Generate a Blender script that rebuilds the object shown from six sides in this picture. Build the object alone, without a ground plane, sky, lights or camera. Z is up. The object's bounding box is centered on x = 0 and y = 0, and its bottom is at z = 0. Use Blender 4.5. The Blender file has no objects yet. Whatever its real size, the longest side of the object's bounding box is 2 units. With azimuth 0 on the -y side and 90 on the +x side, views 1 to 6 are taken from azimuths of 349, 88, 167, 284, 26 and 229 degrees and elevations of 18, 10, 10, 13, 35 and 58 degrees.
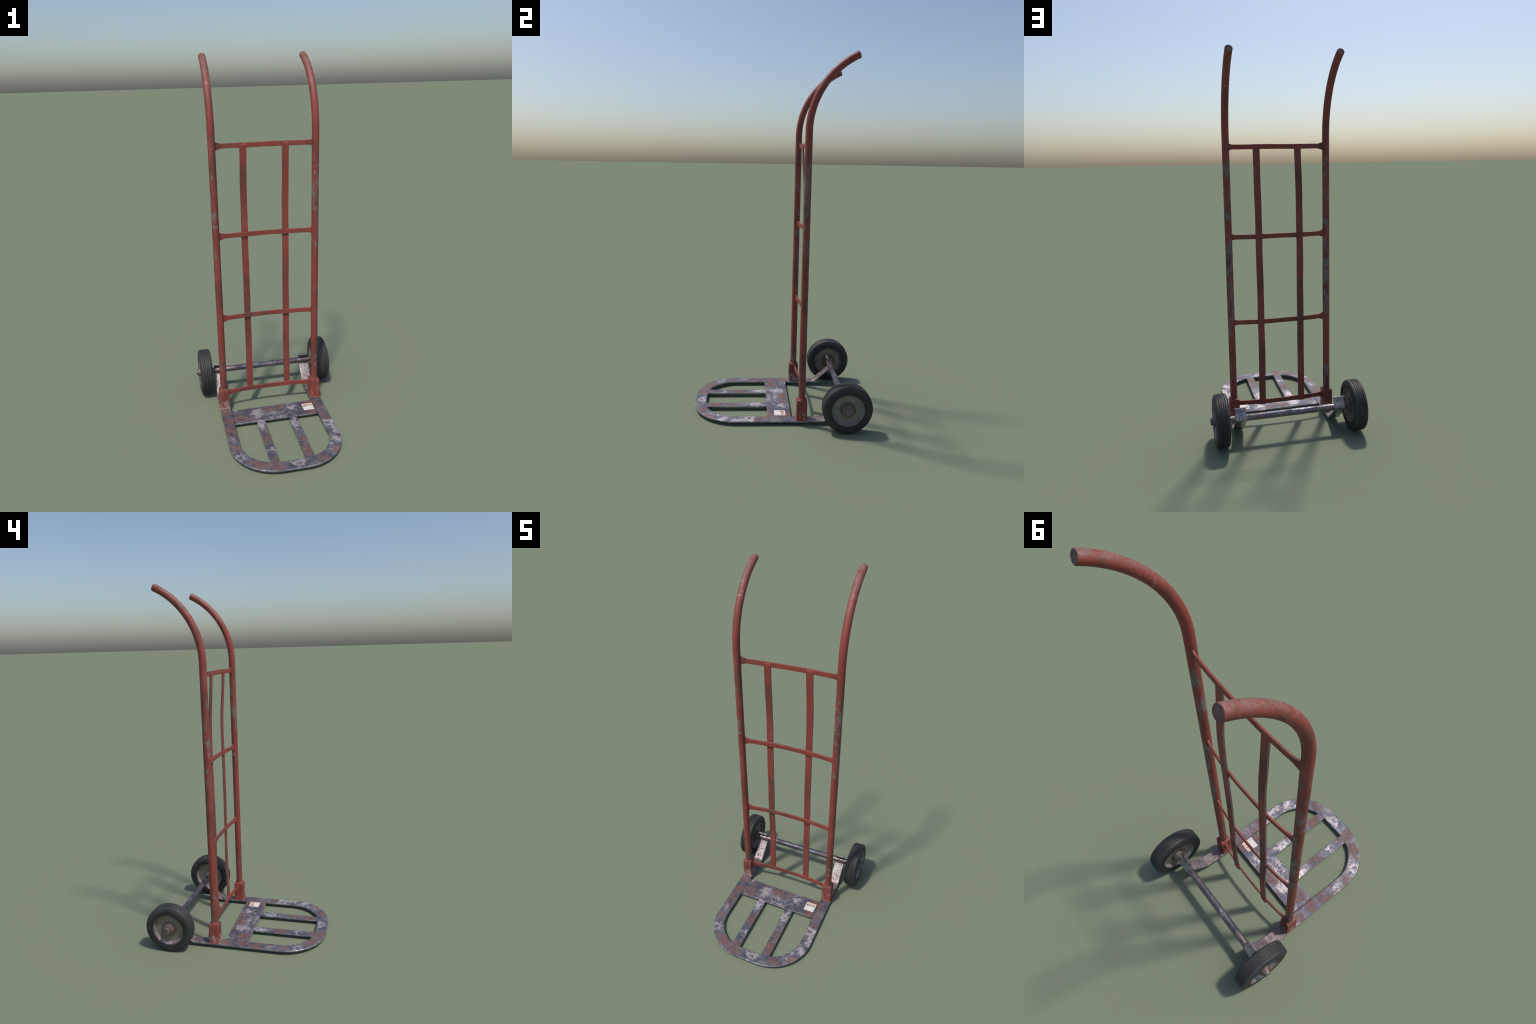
"""A worn red two-wheeled hand truck with a rusty steel toe plate."""
import bpy, bmesh, math, random
from mathutils import Vector

random.seed(7)
TUBE_R, TUBE_Y, HALF = 0.0193, 0.120, 0.274
BEND_Z, BEND_R, BEND_ANGLE = 1.600, 0.421, math.radians(65.0)
C0 = -0.0085                      # the frame sits a little left of the wheel centre


# ------------------------------------------------------------------ node helpers
class Nodes:
    def __init__(self, name):
        self.mat = bpy.data.materials.new(name)
        self.mat.use_nodes = True
        self.t = self.mat.node_tree
        self.t.nodes.clear()
        self.out = self.t.nodes.new("ShaderNodeOutputMaterial")
        self.bsdf = self.t.nodes.new("ShaderNodeBsdfPrincipled")
        self.t.links.new(self.bsdf.outputs[0], self.out.inputs[0])
        self.geo = self.t.nodes.new("ShaderNodeNewGeometry")
        self.pos = self.geo.outputs["Position"]

    def put(self, sock, v):
        if hasattr(v, "node"):
            self.t.links.new(v, sock)
        elif isinstance(v, (tuple, list)) and len(v) == 3 and sock.type == "RGBA":
            sock.default_value = (*v, 1)
        else:
            sock.default_value = v

    def math(self, op, a, b=None, c=None, clamp=False):
        n = self.t.nodes.new("ShaderNodeMath")
        n.operation, n.use_clamp = op, clamp
        for s, v in zip(n.inputs, (a, b, c)):
            if v is not None:
                self.put(s, v)
        return n.outputs[0]

    def mapping(self, scale=(1, 1, 1), loc=(0, 0, 0), rot=(0, 0, 0), src=None):
        n = self.t.nodes.new("ShaderNodeMapping")
        self.put(n.inputs[0], src or self.pos)
        n.inputs["Scale"].default_value = scale
        n.inputs["Location"].default_value = loc
        n.inputs["Rotation"].default_value = rot
        return n.outputs[0]

    def noise(self, scale, detail=4, rough=0.55, vec=None, dist=0.0):
        n = self.t.nodes.new("ShaderNodeTexNoise")
        self.put(n.inputs["Vector"], vec or self.pos)
        n.inputs["Scale"].default_value = scale
        n.inputs["Detail"].default_value = detail
        n.inputs["Roughness"].default_value = rough
        n.inputs["Distortion"].default_value = dist
        return n.outputs[0]

    def ramp(self, v, lo, hi, a=0.0, b=1.0):
        """Smooth step from a at lo to b at hi."""
        n = self.t.nodes.new("ShaderNodeMapRange")
        n.interpolation_type = "SMOOTHSTEP"
        self.put(n.inputs[0], v)
        for k, x in zip((1, 2, 3, 4), (lo, hi, a, b)):
            self.put(n.inputs[k], x)
        return n.outputs[0]

    def mix(self, f, a, b):
        n = self.t.nodes.new("ShaderNodeMix")
        n.data_type = "RGBA"
        self.put(n.inputs[0], f)
        self.put(n.inputs[6], a)
        self.put(n.inputs[7], b)
        return n.outputs[2]

    def xyz(self, src=None):
        n = self.t.nodes.new("ShaderNodeSeparateXYZ")
        self.put(n.inputs[0], src or self.pos)
        return n.outputs

    def band(self, v, a, b, soft):
        """1 inside a..b, fading over soft outside."""
        up = self.ramp(v, a - soft, a)
        dn = self.ramp(v, b, b + soft, 1.0, 0.0)
        return self.math("MULTIPLY", up, dn)

    def spot(self, centre, radius):
        """1 at a place on the object, fading to 0 at radius."""
        n = self.t.nodes.new("ShaderNodeVectorMath")
        n.operation = "DISTANCE"
        self.put(n.inputs[0], self.pos)
        n.inputs[1].default_value = centre
        return self.ramp(n.outputs["Value"], 0.0, radius, 1.0, 0.0)

    def bump(self, h, strength, dist=0.002):
        n = self.t.nodes.new("ShaderNodeBump")
        n.inputs["Strength"].default_value = strength
        n.inputs["Distance"].default_value = dist
        self.put(n.inputs["Height"], h)
        self.put(self.bsdf.inputs["Normal"], n.outputs[0])

    def edge_wear(self, radius=0.006):
        """Large where the rounded normal leaves the true one: worn edges."""
        b = self.t.nodes.new("ShaderNodeBevel")
        b.samples = 6
        b.inputs["Radius"].default_value = radius
        d = self.t.nodes.new("ShaderNodeVectorMath")
        d.operation = "DOT_PRODUCT"
        self.put(d.inputs[0], b.outputs[0])
        self.put(d.inputs[1], self.geo.outputs["True Normal"])
        return self.math("SUBTRACT", 1.0, d.outputs["Value"], clamp=True)

    def set(self, **kw):
        for k, v in kw.items():
            self.put(self.bsdf.inputs[k.replace("_", " ")], v)


RED, RED_DARK, RED_PALE = (0.246, 0.046, 0.036), (0.095, 0.042, 0.029), (0.31, 0.135, 0.118)
PRIMER, BARE = (0.158, 0.160, 0.142), (0.40, 0.33, 0.32)


def red_paint(name, tube):
    n = Nodes(name)
    x, y, z = n.xyz()
    nx, ny, nz = n.xyz(n.geo.outputs["Normal"])
    broad = n.noise(7, 4, 0.6)
    streak = n.noise(10, 5, 0.65, n.mapping((1, 1, 0.45), (3, 1, 2)))
    fine = n.noise(130, 4, 0.7, n.mapping((1, 1, 0.7)))
    speck = n.noise(210, 2, 0.5, n.mapping(loc=(5, 2, 1)))
    col = n.mix(n.ramp(broad, 0.38, 0.66), RED, (0.225, 0.050, 0.040))
    # brown grime in soft patches
    grime = n.math("MULTIPLY", n.ramp(streak, 0.44, 0.64), n.ramp(fine, 0.25, 0.6, 0.5, 1.0))
    col = n.mix(n.math("MULTIPLY", grime, 0.80), col, RED_DARK)
    # paint rubbed pale
    rub = n.math("MULTIPLY", n.ramp(n.noise(5.5, 3, 0.6, n.mapping(loc=(9, 4, 7))), 0.52, 0.72), n.ramp(fine, 0.4, 0.65))
    col = n.mix(n.math("MULTIPLY", rub, 0.45), col, RED_PALE)
    if tube:
        # grips: greyed by hands along the top
        grip = n.ramp(z, 1.70, 1.93)
        up = n.ramp(nz, 0.05, 0.75)
        worn = n.math("MULTIPLY", n.math("MULTIPLY", grip, up), n.ramp(n.noise(34, 7, 0.78, dist=0.5), 0.38, 0.60))
        col = n.mix(n.math("MULTIPLY", worn, 0.75), col, n.mix(n.ramp(fine, 0.35, 0.65), (0.145, 0.095, 0.080), (0.25, 0.155, 0.140)))
    # flaked down to grey primer
    flake = n.noise(46, 8, 0.78, n.mapping((1, 1, 0.5), (1, 8, 3), (0, 0.5, 0.3)), dist=0.5)
    if tube:
        mid = n.band(z, 1.00, 1.42, 0.14)
        low = n.math("MULTIPLY", n.band(z, 0.16, 0.27, 0.16), 0.85)
        where = n.math("MAXIMUM", n.math("MAXIMUM", mid, low), n.math("MULTIPLY", n.band(z, 0.55, 0.9, 0.1), n.ramp(ny, 0.0, 0.7, 0.30, 1.0)))
        clump = n.ramp(n.noise(12, 3, 0.6, n.mapping((1, 1, 0.6), (4.3, 4, 9))), 0.36, 0.54)
        rear = n.ramp(ny, -0.8, 0.8, 0.82, 1.05)
        where = n.math("MULTIPLY", n.math("MULTIPLY", where, clump), rear)
        th = n.math("SUBTRACT", 0.680, n.math("MULTIPLY", where, 0.220))
    else:
        where = n.ramp(n.noise(9, 3, 0.5, n.mapping(loc=(2, 7, 1))), 0.48, 0.70)
        th = n.math("SUBTRACT", 0.700, n.math("MULTIPLY", where, 0.105))
    chip = n.ramp(n.math("SUBTRACT", n.math("ADD", flake, n.math("MULTIPLY", n.math("SUBTRACT", fine, 0.5), 0.16)), th), -0.01, 0.05)
    col = n.mix(n.math("MULTIPLY", chip, 0.92), col, n.mix(n.ramp(fine, 0.35, 0.7), PRIMER, (0.185, 0.15, 0.145)))
    # dark chips and pale nicks
    col = n.mix(n.math("MULTIPLY", n.ramp(speck, 0.68, 0.75), 0.65), col, (0.055, 0.036, 0.032))
    nick = n.noise(115, 6, 0.74, n.mapping((1, 1, 0.6), (7, 7, 2)))
    if tube:
        bend = n.band(n.math("ADD", z, n.math("MULTIPLY", broad, 0.06)), 1.87, 1.91, 0.05)
        nicks = n.math("MULTIPLY", n.math("MAXIMUM", bend, n.math("MULTIPLY", n.band(z, 0.12, 0.42, 0.1), 0.70)), 0.135)
    else:
        base = n.band(z, 0.02, 0.07, 0.04)
        nicks = n.math("ADD", n.math("MULTIPLY", base, 0.12), n.math("MULTIPLY", n.ramp(broad, 0.42, 0.62), 0.115))
    nick = n.ramp(n.math("SUBTRACT", nick, n.math("SUBTRACT", 0.715, nicks)), 0.0, 0.05)
    col = n.mix(n.math("MULTIPLY", nick, 0.72), col, BARE)
    if tube:
        # the cut ends are dull and dark, their rims bare
        face = n.ramp(n.math("ADD", n.math("MULTIPLY", ny, math.sin(BEND_ANGLE)), n.math("MULTIPLY", nz, math.cos(BEND_ANGLE))), 0.55, 0.97)
        face = n.math("MULTIPLY", face, n.ramp(z, 1.955, 1.96))
        col = n.mix(n.math("MULTIPLY", face, 0.8), col, n.mix(n.ramp(fine, 0.40, 0.62), (0.125, 0.062, 0.060), (0.175, 0.130, 0.128)))
    else:
        edge = n.math("MULTIPLY", n.ramp(n.edge_wear(0.004), 0.02, 0.14), n.ramp(n.noise(45, 4, 0.7), 0.40, 0.60))
        col = n.mix(n.math("MULTIPLY", edge, 0.6), col, (0.20, 0.15, 0.145))
        # the narrow sides of the straps are rubbed to dark steel
        side = n.math("MULTIPLY", n.ramp(n.math("ABSOLUTE", nx), 0.6, 0.9), n.ramp(z, 0.17, 0.2))
        side = n.math("MULTIPLY", side, n.ramp(n.noise(22, 6, 0.75, n.mapping((1, 1, 0.7), (6, 1, 4))), 0.40, 0.55))
        col = n.mix(n.math("MULTIPLY", side, 0.85), col, n.mix(n.ramp(fine, 0.4, 0.6), (0.075, 0.070, 0.070), (0.165, 0.155, 0.155)))
    rough = n.math("ADD", 0.52, n.math("MULTIPLY", n.math("ADD", grime, chip), 0.16))
    n.set(Base_Color=col, Roughness=rough)
    n.bsdf.inputs["Specular IOR Level"].default_value = 0.38
    n.bump(n.math("SUBTRACT", n.math("MULTIPLY", fine, 0.4), chip), 0.35, 0.0012)
    return n.mat


# where the toe plate has rusted through and where it has been scoured bright: x, y, reach
RUST_SPOTS = ((-0.195, -0.030, 0.050), (-0.276, -0.038, 0.050), (0.203, -0.048, 0.040), (0.252, -0.052, 0.042), (-0.092, -0.450, 0.062),
              (-0.182, -0.426, 0.055), (-0.106, -0.222, 0.048), (0.083, -0.280, 0.042), (0.084, -0.368, 0.055), (-0.288, -0.120, 0.050),
              (-0.262, -0.210, 0.034), (0.270, -0.120, 0.034), (0.232, -0.392, 0.040), (-0.040, 0.040, 0.045), (0.248, 0.020, 0.048),
              (0.205, 0.052, 0.040), (0.055, 0.045, 0.040), (-0.280, 0.050, 0.040), (0.150, -0.440, 0.034), (-0.296, -0.270, 0.034))
BRIGHT_SPOTS = ((-0.112, 0.000, 0.062), (-0.015, -0.036, 0.058), (0.273, -0.168, 0.058), (0.280, -0.245, 0.040), (0.262, -0.318, 0.034),
                (-0.279, -0.200, 0.026), (-0.270, -0.348, 0.040), (0.205, -0.372, 0.056), (0.080, -0.125, 0.075), (-0.100, -0.100, 0.050),
                (0.010, -0.452, 0.050), (-0.222, 0.062, 0.022), (0.095, 0.022, 0.065), (-0.106, -0.322, 0.040), (-0.180, -0.470, 0.030))


def steel(name, axle=False):
    """Blue-black mill steel, scoured white in places, with flat brown rust."""
    n = Nodes(name)
    x, y, z = n.xyz()
    nx, ny, nz = n.xyz(n.geo.outputs["Normal"])
    big = n.noise(9.5, 5, 0.62, n.mapping(loc=(1.3, 0.7, 4.1)), dist=0.3)
    mid = n.noise(34, 6, 0.72, n.mapping(loc=(4.3, 2.7, 0.1)))
    fine = n.noise(190, 4, 0.78)
    rustn = n.noise(13, 6, 0.68, n.mapping(loc=(8.1, 3.3, 2.2)), dist=0.4)
    grit = n.math("SUBTRACT", fine, 0.5)

    def patches(spots):
        field = 0.0
        for sx, sy, reach in spots:
            field = n.math("MAXIMUM", field, n.spot((sx, sy, 0.022), reach * 1.45))
        return field
    # the brackets behind the sockets, and the ends of the axle, are bare and brownish
    if axle:
        ax = n.math("ABSOLUTE", x)
        bare = n.ramp(n.math("ADD", ax, n.math("MULTIPLY", n.math("SUBTRACT", big, 0.5), 0.30)), 0.08, 0.22)
        rf, bf = 0.25, 0.25
    else:
        bare = n.ramp(n.math("ADD", y, n.math("MULTIPLY", n.math("SUBTRACT", mid, 0.5), 0.10)), 0.13, 0.19)
        rf, bf = patches(RUST_SPOTS), patches(BRIGHT_SPOTS)
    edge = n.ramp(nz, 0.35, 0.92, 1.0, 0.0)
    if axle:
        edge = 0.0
    col = n.mix(n.ramp(mid, 0.42, 0.60), (0.068, 0.082, 0.138), (0.150, 0.148, 0.165))
    col = n.mix(n.math("MULTIPLY", n.ramp(fine, 0.44, 0.60), 0.44), col, (0.25, 0.225, 0.222))
    col = n.mix(n.math("MULTIPLY", bare, 0.85), col, n.mix(n.ramp(mid, 0.38, 0.62), (0.165, 0.112, 0.100), (0.275, 0.225, 0.222)))
    haze = n.ramp(n.math("ADD", big, n.math("MULTIPLY", mid, 0.8)), 0.80, 1.02)  # whitish sheen of sun glare on the deck, mixed into base colour
    col = n.mix(n.math("MULTIPLY", haze, 0.45), col, (0.33, 0.30, 0.305))
    detail = n.math("ADD", mid, n.math("ADD", n.math("MULTIPLY", grit, 0.95), n.math("MULTIPLY", bf, 0.23)))
    scour = n.ramp(n.math("ADD", detail, n.math("MULTIPLY", n.math("SUBTRACT", big, 0.5), 0.35)), 0.655, 0.735)
    col = n.mix(n.math("MULTIPLY", scour, 0.88), col, (0.64, 0.575, 0.575))
    r1 = n.math("ADD", rustn, n.math("ADD", n.math("MULTIPLY", grit, 1.15), n.math("MULTIPLY", n.math("SUBTRACT", mid, 0.5), 0.80)))
    r1 = n.math("ADD", r1, n.math("SUBTRACT", n.math("MULTIPLY", rf, 0.255), n.math("MULTIPLY", bf, 0.06)))
    rust = n.ramp(r1, 0.625, 0.690)
    rust2 = n.math("MULTIPLY", n.ramp(n.noise(75, 5, 0.75, n.mapping(loc=(3, 9, 5))), 0.535, 0.60), 0.80)
    rust = n.math("MAXIMUM", rust, rust2)
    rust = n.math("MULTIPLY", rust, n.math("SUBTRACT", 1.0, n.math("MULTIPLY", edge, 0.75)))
    rcol = n.mix(n.ramp(n.noise(110, 5, 0.8), 0.38, 0.62), (0.105, 0.048, 0.037), (0.180, 0.088, 0.068))
    col = n.mix(n.math("MULTIPLY", rust, 0.90), col, rcol)
    # rounded arris: colour lightened and blued to draw its sun and sky highlight
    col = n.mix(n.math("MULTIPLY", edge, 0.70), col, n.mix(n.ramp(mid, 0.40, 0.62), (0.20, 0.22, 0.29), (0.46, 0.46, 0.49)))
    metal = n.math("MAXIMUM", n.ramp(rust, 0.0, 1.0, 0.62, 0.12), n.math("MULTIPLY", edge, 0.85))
    rough = n.math("ADD", n.math("MULTIPLY", fine, 0.20), n.ramp(rust, 0.0, 1.0, 0.33, 0.50))
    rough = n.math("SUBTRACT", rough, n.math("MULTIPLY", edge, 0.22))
    if axle:
        metal = n.ramp(rust, 0.0, 1.0, 0.85, 0.40)
        rough = n.math("SUBTRACT", rough, 0.12)
        col = n.mix(0.14, col, (0.36, 0.35, 0.37))
    n.set(Base_Color=col, Metallic=metal, Roughness=rough)
    n.bump(n.math("ADD", n.math("MULTIPLY", mid, 0.6), n.math("ADD", n.math("MULTIPLY", fine, 0.55), n.math("MULTIPLY", rust, 0.25))), 0.5, 0.0028)
    return n.mat


def rubber(name):
    n = Nodes(name)
    a = n.noise(18, 4, 0.6)
    f = n.noise(160, 3, 0.7)
    col = n.mix(n.ramp(a, 0.35, 0.7), (0.026, 0.027, 0.028), (0.040, 0.039, 0.038))
    dust = n.math("MULTIPLY", n.ramp(f, 0.5, 0.72), n.ramp(a, 0.4, 0.65))
    col = n.mix(n.math("MULTIPLY", dust, 0.5), col, (0.085, 0.068, 0.058))
    x, y, z = n.xyz()
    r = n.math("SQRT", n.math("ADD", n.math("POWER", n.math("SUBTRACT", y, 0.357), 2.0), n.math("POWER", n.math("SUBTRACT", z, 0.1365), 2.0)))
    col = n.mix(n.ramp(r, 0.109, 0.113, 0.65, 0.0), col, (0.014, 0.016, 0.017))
    nick = n.ramp(n.noise(75, 3, 0.6, n.mapping(loc=(3, 1, 8))), 0.72, 0.76)
    col = n.mix(n.math("MULTIPLY", nick, 0.6), col, (0.22, 0.21, 0.21))
    n.set(Base_Color=col, Roughness=n.ramp(f, 0.3, 0.7, 0.50, 0.68))
    n.bsdf.inputs["Specular IOR Level"].default_value = 0.4
    n.bump(f, 0.15, 0.001)
    return n.mat


def rim_metal(name):
    """Dull greenish galvanised disc with rust round the lip and hub."""
    n = Nodes(name)
    x, y, z = n.xyz()
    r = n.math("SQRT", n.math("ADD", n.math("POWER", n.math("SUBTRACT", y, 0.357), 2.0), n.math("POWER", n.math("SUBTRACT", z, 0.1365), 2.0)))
    a = n.noise(24, 5, 0.65)
    f = n.noise(120, 4, 0.7)
    col = n.mix(n.ramp(a, 0.35, 0.65), (0.180, 0.172, 0.138), (0.245, 0.232, 0.190))
    wall = n.band(r, 0.0790, 0.0860, 0.0012)  # recess wall tinted pale blue-grey for the sky light it catches
    col = n.mix(wall, col, (0.26, 0.265, 0.29))
    near = n.math("MAXIMUM", n.ramp(r, 0.055, 0.032), n.ramp(r, 0.070, 0.088))
    amount = n.math("ADD", n.math("MULTIPLY", near, 0.10), n.math("MULTIPLY", n.ramp(x, 0.0, -0.1), 0.045))
    rn = n.math("ADD", n.math("MULTIPLY", a, 0.65), n.math("MULTIPLY", f, 0.35))
    rust = n.ramp(n.math("ADD", rn, amount), 0.565, 0.65)
    col = n.mix(n.math("MULTIPLY", rust, 0.85), col, n.mix(n.ramp(f, 0.4, 0.6), (0.100, 0.052, 0.040), (0.170, 0.078, 0.052)))
    shade = n.ramp(r, 0.030, 0.056, 0.75, 0.0)  # shading at the dish centre, painted as a dark ring round the hub
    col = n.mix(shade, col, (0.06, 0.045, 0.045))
    n.set(Base_Color=col, Metallic=n.ramp(rust, 0, 1, 0.35, 0.0), Roughness=n.ramp(f, 0.3, 0.7, 0.45, 0.62))
    n.bump(n.math("ADD", a, n.math("MULTIPLY", f, 0.4)), 0.25, 0.0015)
    return n.mat


def hub_metal(name):
    n = Nodes(name)
    a = n.noise(55, 5, 0.65)
    x, y, z = n.xyz()
    col = n.mix(n.ramp(n.math("ADD", a, n.ramp(x, -0.1, 0.1, 0.02, -0.06)), 0.42, 0.62), (0.165, 0.158, 0.145), (0.150, 0.085, 0.066))
    n.set(Base_Color=col, Metallic=0.4, Roughness=0.48)
    n.bump(a, 0.3, 0.0015)
    return n.mat


def plain(name, col, rough=0.55, dirt=0.0):
    n = Nodes(name)
    g = n.noise(320, 3, 0.6)
    c = n.mix(n.ramp(g, 0.35, 0.7, 0.0, 0.22), col, tuple(0.72 * k + 0.03 for k in col))
    if dirt:
        c = n.mix(n.ramp(n.noise(75, 5, 0.7), 0.48, 0.72, 0.0, dirt), c, (0.27, 0.20, 0.175))
    n.set(Base_Color=c, Roughness=rough)
    return n.mat


M_TUBE = red_paint("chipped_red_tube_paint", True)
M_BAR = red_paint("worn_red_bar_paint", False)
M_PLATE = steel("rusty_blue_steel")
M_AXLE = steel("rusty_axle_steel", axle=True)
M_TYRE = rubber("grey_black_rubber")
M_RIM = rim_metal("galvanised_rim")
M_HUB = hub_metal("rusty_hub_steel")
M_PAPER = plain("label_paper", (0.66, 0.63, 0.58), 0.6, 0.65)
M_ORANGE = plain("label_orange", (0.72, 0.27, 0.13))
M_INK = plain("label_ink", (0.055, 0.065, 0.070))
M_GREY = plain("label_grey", (0.36, 0.37, 0.36))
M_RUSTINK = plain("label_stain", (0.30, 0.22, 0.20))


# ------------------------------------------------------------------ object helpers
def empty(name, parent=None, loc=(0, 0, 0)):
    o = bpy.data.objects.new(name, None)
    o.empty_display_size = 0.1
    bpy.context.scene.collection.objects.link(o)
    o.location = loc
    o.parent = parent
    return o


def obj(name, me, mat, parent, loc=(0, 0, 0), bevel=0.0, seg=2):
    o = bpy.data.objects.new(name, me)
    bpy.context.scene.collection.objects.link(o)
    o.parent = parent
    o.location = loc
    if mat and not me.materials:
        me.materials.append(mat)
    if bevel:
        b = o.modifiers.new("edge", "BEVEL")
        b.width, b.segments, b.limit_method, b.angle_limit = bevel, seg, "ANGLE", math.radians(40)
    return o


def finish(bm, name, sharp=38):
    bmesh.ops.remove_doubles(bm, verts=bm.verts, dist=1e-6)
    bmesh.ops.recalc_face_normals(bm, faces=bm.faces)
    me = bpy.data.meshes.new(name)
    bm.to_mesh(me)
    bm.free()
    me.shade_smooth()
    me.set_sharp_from_angle(angle=math.radians(sharp))
    return me


def loft(rings, name, closed_ends=True, sharp=38):
    """Skin equal-length rings of points, with flat end caps."""
    bm = bmesh.new()
    vs = [[bm.verts.new(p) for p in r] for r in rings]
    k = len(rings[0])
    for a, b in zip(vs, vs[1:]):
        for i in range(k):
            bm.faces.new((a[i], a[(i + 1) % k], b[(i + 1) % k], b[i]))
    if closed_ends:
        bm.faces.new(vs[0])
        bm.faces.new(vs[-1])
    return finish(bm, name, sharp)


def strip(stations, name):
    """Flat bar: each station is centre, width vector, thickness vector (half sizes)."""
    return loft([[c - w - t, c + w - t, c + w + t, c - w + t] for c, w, t in stations], name)


def lathe(profile, name, seg=96, sharp=38):
    """Turn (x, radius) points round the x axis; profile closes on itself."""
    bm = bmesh.new()
    rings = []
    for x, r in profile:
        if r < 1e-6:
            rings.append([bm.verts.new((x, 0, 0))] * seg)
        else:
            rings.append([bm.verts.new((x, r * math.cos(2 * math.pi * i / seg), r * math.sin(2 * math.pi * i / seg))) for i in range(seg)])
    n = len(rings)
    for j in range(n):
        a, b = rings[j], rings[(j + 1) % n]
        for i in range(seg):
            q = []
            for v in (a[i], a[(i + 1) % seg], b[(i + 1) % seg], b[i]):
                if v not in q:
                    q.append(v)
            if len(q) > 2:
                bm.faces.new(q)
    return finish(bm, name, sharp)


def box(name, lo, hi):
    return loft([[Vector((lo[0], lo[1], z)), Vector((hi[0], lo[1], z)), Vector((hi[0], hi[1], z)), Vector((lo[0], hi[1], z))] for z in (lo[2], hi[2])], name)


def smooth_path(pts, per=8):
    """Catmull-Rom through 2D points."""
    out = []
    P = [pts[0]] + list(pts) + [pts[-1]]
    for i in range(1, len(P) - 2):
        p0, p1, p2, p3 = (Vector(p) for p in P[i - 1:i + 3])
        for k in range(per):
            t = k / per
            out.append(0.5 * ((2 * p1) + (p2 - p0) * t + (2 * p0 - 5 * p1 + 4 * p2 - p3) * t * t + (3 * p1 - p0 - 3 * p2 + p3) * t ** 3))
    out.append(Vector(pts[-1]))
    return out


truck = empty("hand_truck")
truck["label"] = "worn red steel hand truck with rusty toe plate and two rubber wheels"
truck["category"] = "hand truck"

# ------------------------------------------------------------------ side tubes with bent handles


def tube_mesh():
    cl = [(TUBE_Y, 0.06 + 0.04 * i, 0.0) for i in range(38)]
    cl = [c for c in cl if c[1] < BEND_Z - 0.01]
    steps = 40
    for i in range(steps + 1):
        a = BEND_ANGLE * i / steps
        cl.append((TUBE_Y + BEND_R * (1 - math.cos(a)), BEND_Z + BEND_R * math.sin(a), a))
    rings = []
    seg = 40

    def ring(c, r, push=0.0):
        y, z, a = c
        t = Vector((0, math.sin(a), math.cos(a)))
        nrm = Vector((0, math.cos(a), -math.sin(a)))
        o = Vector((0, y, z)) + t * push
        return [o + Vector((1, 0, 0)) * r * math.cos(2 * math.pi * k / seg) + nrm * r * math.sin(2 * math.pi * k / seg) for k in range(seg)]
    rings = [ring(c, TUBE_R) for c in cl]
    # slightly rounded, closed end
    for push, r in ((0.0012, TUBE_R * 0.985), (0.0022, TUBE_R * 0.94), (0.0028, TUBE_R * 0.87)):
        rings.append(ring(cl[-1], r, push))
    rings.append(ring(cl[-1], TUBE_R * 0.80, 0.0026))
    return loft(rings, "side_tube", sharp=50)


TM = tube_mesh()
for s in (-1, 1):
    obj("side_tube", TM, M_TUBE, truck, (C0 + s * HALF, 0, 0))

# ------------------------------------------------------------------ crossbars: flat bars with fishtail ends, bowed rearward
BAR_H, BAR_T = 0.0258, 0.0080


def crossbar(z, bow, end_y=0.124, flip=1.0):
    span = HALF - TUBE_R + 0.004
    st = []
    N = 56
    for i in range(N + 1):
        u = -1 + 2 * i / N
        # denser stations toward the ends where the flare is
        u = math.copysign(1 - (1 - abs(u)) ** 1.35, u)
        x = u * span
        y = end_y + bow * (1 - abs(u) ** 2.4)
        slope = -bow * 2.4 * math.copysign(abs(u) ** 1.4, u) / span
        d_left, d_right = (x + span) , (span - x)
        h = BAR_H
        h += 0.0205 * max(0.0, 1 - d_left / 0.034) ** 1.15
        h += 0.0125 * max(0.0, 1 - d_right / 0.020) ** 1.6
        h += 0.0006 * math.sin(31 * x + 40 * z) + 0.0004 * math.sin(83 * x + 7 * z)
        zc = 0.0005 * math.sin(23 * x + 90 * z)
        n = Vector((-slope, 1, 0)).normalized()
        st.append((Vector((x, y, zc)), Vector((0, 0, h / 2)), n * BAR_T / 2))
    return strip(st, "crossbar")


BARS = ((1.540, 0.011), (1.064, 0.020), (0.587, 0.020), (0.1135, 0.020))
for z, bow in BARS:
    obj("crossbar", crossbar(z, bow), M_BAR, truck, (C0, 0, z), bevel=0.0014)

# ------------------------------------------------------------------ two long flat straps woven behind the bars
STRAP_W, STRAP_T = 0.0358, 0.0078
STRAP_PATH = ((0.1350, 1.5470), (0.1325, 1.5462), (0.1300, 1.5395), (0.1300, 1.525), (0.1335, 1.470), (0.1385, 1.40), (0.1440, 1.33),
              (0.1480, 1.26), (0.1500, 1.16), (0.1500, 1.064), (0.1495, 0.96), (0.1487, 0.83), (0.1490, 0.70), (0.1502, 0.587),
              (0.1530, 0.47), (0.1545, 0.37), (0.1530, 0.26), (0.1505, 0.16), (0.1500, 0.102))


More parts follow.
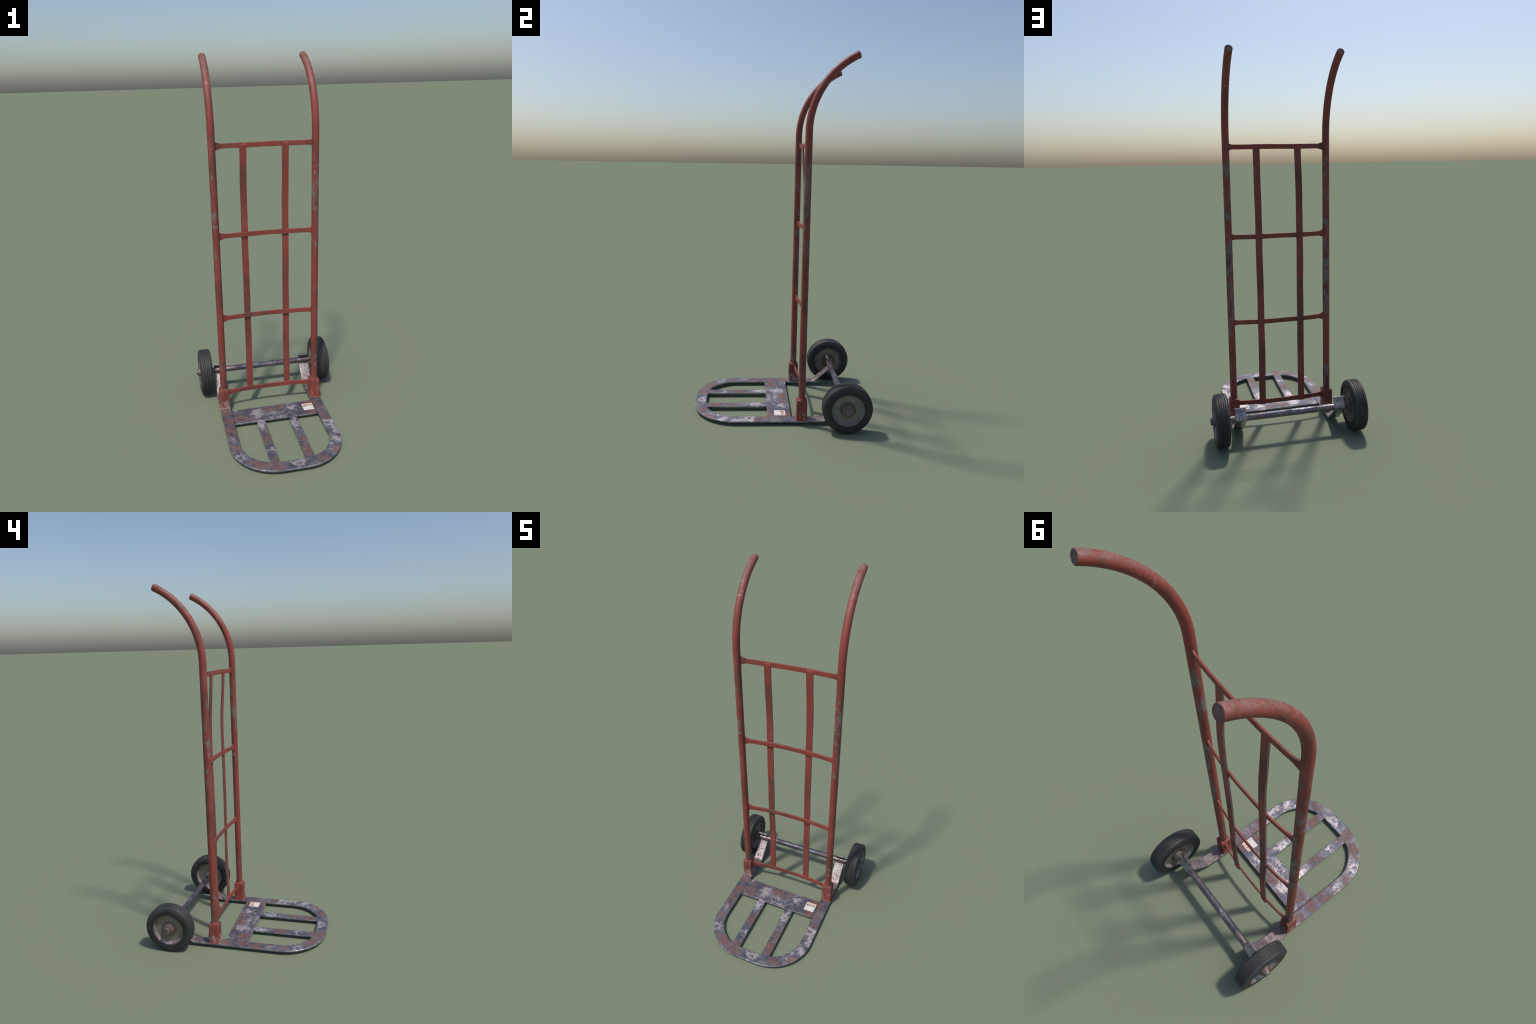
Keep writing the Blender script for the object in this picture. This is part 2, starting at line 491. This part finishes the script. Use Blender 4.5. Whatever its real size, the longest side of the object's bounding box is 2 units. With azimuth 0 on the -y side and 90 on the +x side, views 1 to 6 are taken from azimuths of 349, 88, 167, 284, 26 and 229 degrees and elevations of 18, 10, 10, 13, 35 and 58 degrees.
def strap(sway):
    path = smooth_path(STRAP_PATH, 7)
    st = []
    for i, p in enumerate(path):
        a, b = path[max(i - 1, 0)], path[min(i + 1, len(path) - 1)]
        t = (b - a).normalized()
        n = Vector((0, t.y, -t.x))                # across the thickness, in y-z
        z = p.y
        dx = 0.0012 * math.sin(4.2 * z + sway) + 0.0005 * math.sin(17 * z + 2 * sway)
        w = STRAP_W / 2 + 0.0003 * math.sin(29 * z + sway)
        y = p.x + 0.0008 * math.sin(9 * z + sway)
        st.append((Vector((dx, y, z)), Vector((w, 0, 0)), n * STRAP_T / 2))
    return strip(st, "back_strap")


for x, sway in ((C0 - 0.1125, 0.4), (C0 + 0.1130, 2.1)):
    obj("back_strap", strap(sway), M_BAR, truck, (x, 0, 0), bevel=0.0012)

# ------------------------------------------------------------------ toe plate frame: one flat strip from axle clip to axle clip
TOP_Z, THICK = 0.0250, 0.0115
OUT_X, STRIP_W, FRONT_W = 0.3030, 0.0610, 0.0655
FRONT_Y, OUT_R, IN_R = -0.4930, 0.240, 0.180
AXLE_Y, AXLE_Z = 0.3570, 0.1365
BEND_Y = 0.250


def side_profile():
    """(y, z, angle, thickness) of the bracket's middle line, from the clip's free lip down to the flat strip."""
    pr = []
    up = Vector((-0.041, 0.055)).normalized()            # upper lip, leaning forward
    inc = Vector((0.728, 0.685)).normalized()            # incline, rising to the rear
    t = 0.0105
    # outside corner of the fold
    fold = Vector((0.3835, 0.1335))
    n_up = Vector((up.y, -up.x))                         # outward (rear, up)
    n_inc = Vector((inc.y, -inc.x))                      # outward (rear, down)
    ang0 = math.atan2(n_inc.y, n_inc.x)
    ang1 = math.atan2(n_up.y, n_up.x)
    rad = 0.0125
    # centre of the fold arc lies inside both legs
    half = (ang1 - ang0) / 2
    mid = Vector((math.cos((ang0 + ang1) / 2), math.sin((ang0 + ang1) / 2)))
    c = fold - mid * (rad / math.cos(half))
    lip = fold + up * 0.0685
    rm = rad - t / 2
    pr.append((lip - n_up * t / 2, n_up, t))
    for i in range(9):
        a = ang1 + (ang0 - ang1) * i / 8
        d = Vector((math.cos(a), math.sin(a)))
        pr.append((c + d * rm, d, t))
    # incline down to the lower bend
    low = Vector((BEND_Y + 0.005, TOP_Z - THICK))        # underside corner of the bend
    a_flat, a_inc = -math.pi / 2, ang0
    R = 0.060
    h = (a_inc - a_flat) / 2
    for i in range(8):
        a = a_inc + (a_flat - a_inc) * i / 7
        d = Vector((math.cos(a), math.sin(a)))
        cc = low - Vector((math.cos((a_inc + a_flat) / 2), math.sin((a_inc + a_flat) / 2))) * 0.0
        # concave bend: centre above the strip
        ctr = low - Vector((math.cos((a_inc + a_flat) / 2), math.sin((a_inc + a_flat) / 2))) * (R / math.cos(h))
        tt = t + (THICK - t) * i / 7
        pr.append((ctr + d * (R - tt / 2), d, tt))
    return pr


def toe_frame():
    st = []
    xm = OUT_X - STRIP_W / 2
    for p, d, t in side_profile():
        st.append((Vector((-xm, p.x, p.y)), Vector((STRIP_W / 2, 0, 0)), Vector((0, -d.x, -d.y)) * t / 2))
    zc = TOP_Z - THICK / 2
    up = Vector((0, 0, THICK / 2))
    for y in (0.18, 0.10, 0.0, -0.10, -0.18):
        st.append((Vector((-xm, y, zc)), Vector((STRIP_W / 2, 0, 0)), up))
    oc = Vector((-OUT_X + OUT_R, FRONT_Y + OUT_R))
    ic = Vector((-OUT_X + STRIP_W + IN_R, FRONT_Y + FRONT_W + IN_R))
    for i in range(33):
        a = math.pi + (math.pi / 2) * i / 32
        d = Vector((math.cos(a), math.sin(a)))
        o, q = oc + d * OUT_R, ic + d * IN_R
        m, w = (o + q) / 2, (q - o) / 2
        st.append((Vector((m.x, m.y, zc)), Vector((w.x, w.y, 0)), up))
    # mirror to the other side
    other = [(Vector((-c.x, c.y, c.z)), Vector((-w.x, w.y, w.z)), t.copy()) for c, w, t in reversed(st)]
    return strip(st + other, "toe_frame")


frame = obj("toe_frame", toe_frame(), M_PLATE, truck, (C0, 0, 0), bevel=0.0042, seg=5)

cp = box("cross_plate", (-0.2405, -0.0690, 0.0150), (0.2405, 0.0650, 0.0243))
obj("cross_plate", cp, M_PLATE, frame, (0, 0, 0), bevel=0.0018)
sl = box("toe_slat", (-0.0245, -0.4285, 0.0150), (0.0245, -0.0675, 0.0236))
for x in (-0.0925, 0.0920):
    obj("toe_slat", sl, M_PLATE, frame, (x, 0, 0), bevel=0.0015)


# ------------------------------------------------------------------ sockets that hold the tubes, with weld beads
def bead(path, r, name, close=True):
    """Lumpy weld bead along a closed path."""
    rings = []
    n = len(path)
    for i, p in enumerate(path):
        t = (path[(i + 1) % n] - path[i - 1]).normalized()
        side = t.cross(Vector((0, 0, 1))).normalized()
        k = r * (1 + 0.18 * math.sin(i * 2.4) + random.uniform(-0.10, 0.10))
        rings.append([p + side * k * math.cos(a) + Vector((0, 0, 1)) * k * math.sin(a) for a in [2 * math.pi * j / 8 for j in range(8)]])
    rings.append(rings[0])
    return loft(rings, name, closed_ends=False, sharp=80)


def socket():
    # slightly tapered box: y 0.090..0.150, 57 mm wide, shoulders rounded in
    rings = []
    for z, g in ((0.0250, 0.0010), (0.0300, 0.0), (0.120, -0.0010), (0.1385, -0.0016), (0.1425, -0.0040), (0.1445, -0.0080)):
        hx, hy = 0.0285 + g, 0.0300 + g
        rings.append([Vector((sx * hx, sy * hy, z)) for sx, sy in ((-1, -1), (1, -1), (1, 1), (-1, 1))])
    return loft(rings, "tube_socket", sharp=30)


SK = socket()
for s in (-1, 1):
    so = obj("tube_socket", SK, M_BAR, truck, (C0 + s * 0.2735, TUBE_Y, 0), bevel=0.0026, seg=3)
    ring = [Vector((math.cos(a) * (TUBE_R + 0.001), math.sin(a) * (TUBE_R + 0.001), 0.1450)) for a in [2 * math.pi * i / 40 for i in range(40)]]
    obj("weld_bead", bead(ring, 0.0040, "weld_bead"), M_BAR, so)
    hx, hy, sq = 0.0285, 0.0300, []
    for (ax, ay), (bx, by) in (((-hx, -hy), (hx, -hy)), ((hx, -hy), (hx, hy)), ((hx, hy), (-hx, hy)), ((-hx, hy), (-hx, -hy))):
        sq += [Vector((ax + (bx - ax) * k / 12, ay + (by - ay) * k / 12, 0.0258)) for k in range(12)]
    obj("weld_bead", bead(sq, 0.0028, "weld_bead"), M_BAR, so)

# ------------------------------------------------------------------ paper warning label on the cross plate
LX, LY, LZ = 0.1945, 0.0030, 0.0243
label = obj("warning_label", box("warning_label", (-0.0310, -0.0315, 0), (0.0310, 0.0315, 0.0009)), M_PAPER, truck, (LX, LY, LZ))


def mark(name, mat, x0, y0, x1, y1, h=0.0013):
    return obj(name, box(name, (x0, y0, 0.0002), (x1, y1, h)), mat, label)


# blocks of illegible print: orange heading, dark band with pale lettering, small lines
xs = -0.0245
for w in (0.0068, 0.0052, 0.0060, 0.0056):
    mark("heading_block", M_ORANGE, xs, 0.0180, xs + w, 0.0256)
    xs += w + 0.0009
xs = 0.0062
for w in (0.0072, 0.0048, 0.0050):
    mark("heading_block", M_ORANGE, xs, 0.0180, xs + w, 0.0256)
    xs += w + 0.0006
bm = bmesh.new()
tri = [(-0.0070, 0.0205), (-0.0015, 0.0205), (-0.0042, 0.0272)]
top = [bm.verts.new((x, y, 0.0016)) for x, y in tri]
bot = [bm.verts.new((x, y, 0.0003)) for x, y in tri]
bm.faces.new(top)
bm.faces.new(bot[::-1])
for i in range(3):
    bm.faces.new((top[i], bot[i], bot[(i + 1) % 3], top[(i + 1) % 3]))
obj("hazard_triangle", finish(bm, "hazard_triangle"), M_INK, label)
mark("dark_band", M_INK, -0.0260, 0.0088, 0.0265, 0.0160)
xs = -0.0185
while xs < 0.0175:
    w = random.uniform(0.0022, 0.0046)
    mark("band_print", M_GREY, xs, 0.0105, xs + w, 0.0145, 0.0015)
    xs += w + 0.0006
for row, (y, n) in enumerate(((0.0025, 4), (-0.0020, 3))):
    xs = -0.0262
    for k in range(n):
        w = random.uniform(0.0028, 0.0050)
        mark("print_block", M_INK if (row + k) % 2 == 0 else M_GREY, xs, y, xs + w, y + 0.0036)
        xs += w + 0.0008
mark("print_line", M_GREY, 0.0000, 0.0045, 0.0185, 0.0056, 0.0011)
mark("print_line", M_GREY, 0.0020, 0.0015, 0.0165, 0.0024, 0.0011)
mark("print_line", M_GREY, -0.0265, -0.0250, 0.0170, -0.0240, 0.0011)
mark("print_line", M_GREY, 0.0275, -0.0200, 0.0283, 0.0030, 0.0011)
mark("print_spot", M_RUSTINK, 0.0180, -0.0225, 0.0235, -0.0165)
mark("print_spot", M_RUSTINK, 0.0240, 0.0010, 0.0285, 0.0052)

# ------------------------------------------------------------------ axle
ax = []
for x, r in ((-0.352, 0.0150), (-0.306, 0.0150), (-0.304, 0.0178), (0.304, 0.0178), (0.306, 0.0150), (0.352, 0.0150)):
    ax.append((x, r))
axle = obj("axle", lathe([(-0.352, 0.0)] + ax + [(0.352, 0.0)], "axle", 40), M_AXLE, truck, (0, AXLE_Y, AXLE_Z))

# ------------------------------------------------------------------ wheels
WHEEL_R, WHEEL_W = 0.1365, 0.0375
ROUND = lambda cx, cy, r, a0, a1, n: [(cx + r * math.cos(math.radians(a0 + (a1 - a0) * i / n)), cy + r * math.sin(math.radians(a0 + (a1 - a0) * i / n))) for i in range(n + 1)]


def tyre_mesh():
    pr = []
    groove_w, groove_d = 0.0036, 0.0036
    grooves = (-0.0165, -0.0055, 0.0055, 0.0165)
    crown = lambda x: WHEEL_R - 1.6 * x * x
    # tread from -x to +x with rounded ribs
    pr.append((-0.0262, crown(0.0262) - 0.0002))
    for g in grooves:
        c = crown(g)
        a = groove_w / 2
        pr += [(g - a - 0.0014, c), (g - a - 0.0003, c - 0.0007), (g - a * 0.45, c - groove_d), (g + a * 0.45, c - groove_d), (g + a + 0.0003, c - 0.0007), (g + a + 0.0014, c)]
    pr.append((0.0262, crown(0.0262) - 0.0002))
    # shoulder and side wall, outer side
    side = [(0.0300, 0.1332), (0.0326, 0.1300), (0.0345, 0.1255), (0.0360, 0.1200), (0.0371, 0.1145), (0.0375, 0.1110),
            (0.0374, 0.1050), (0.0370, 0.0970), (0.0362, 0.0905), (0.0345, 0.0890)]
    pr += side
    pr += [(x * -1, r) for x, r in reversed(side)]
    return lathe(pr, "tyre", 96, sharp=50)


def rim_mesh(sgn):
    out = [(0.0360, 0.0893), (0.0352, 0.0868), (0.0330, 0.0850), (0.0180, 0.0792), (0.0168, 0.0770), (0.0170, 0.0700),
           (0.0190, 0.0480), (0.0215, 0.0370), (0.0222, 0.0300), (0.0222, 0.0)]
    inn = [(-0.0240, 0.0), (-0.0240, 0.0320), (-0.0225, 0.0420), (-0.0205, 0.0700), (-0.0210, 0.0770), (-0.0225, 0.0790), (-0.0325, 0.0840), (-0.0350, 0.0866), (-0.0358, 0.0893)]
    return lathe([(sgn * x, r) for x, r in out + inn], "rim", 80, sharp=40)


def hub_mesh(sgn):
    pr = [(0.0200, 0.0), (0.0200, 0.0330), (0.0320, 0.0330), (0.0332, 0.0318), (0.0332, 0.0272), (0.0430, 0.0268), (0.0445, 0.0255),
          (0.0447, 0.0190), (0.0545, 0.0182), (0.0560, 0.0165), (0.0563, 0.0)]
    return lathe([(sgn * x, r) for x, r in pr], "hub", 56, sharp=35)


def collar_mesh(sgn):
    pr = [(-0.0220, 0.0), (-0.0220, 0.0300), (-0.0400, 0.0290), (-0.0415, 0.0275), (-0.0415, 0.0210), (-0.0480, 0.0205), (-0.0480, 0.0)]
    return lathe([(sgn * x, r) for x, r in pr], "hub_collar", 48, sharp=35)


TY = tyre_mesh()
for s in (-1, 1):
    w = empty("wheel", truck, (s * 0.3655, AXLE_Y, AXLE_Z))
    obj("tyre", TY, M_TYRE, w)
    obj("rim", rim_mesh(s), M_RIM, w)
    obj("hub", hub_mesh(s), M_HUB, w)
    obj("hub_collar", collar_mesh(s), M_HUB, w)
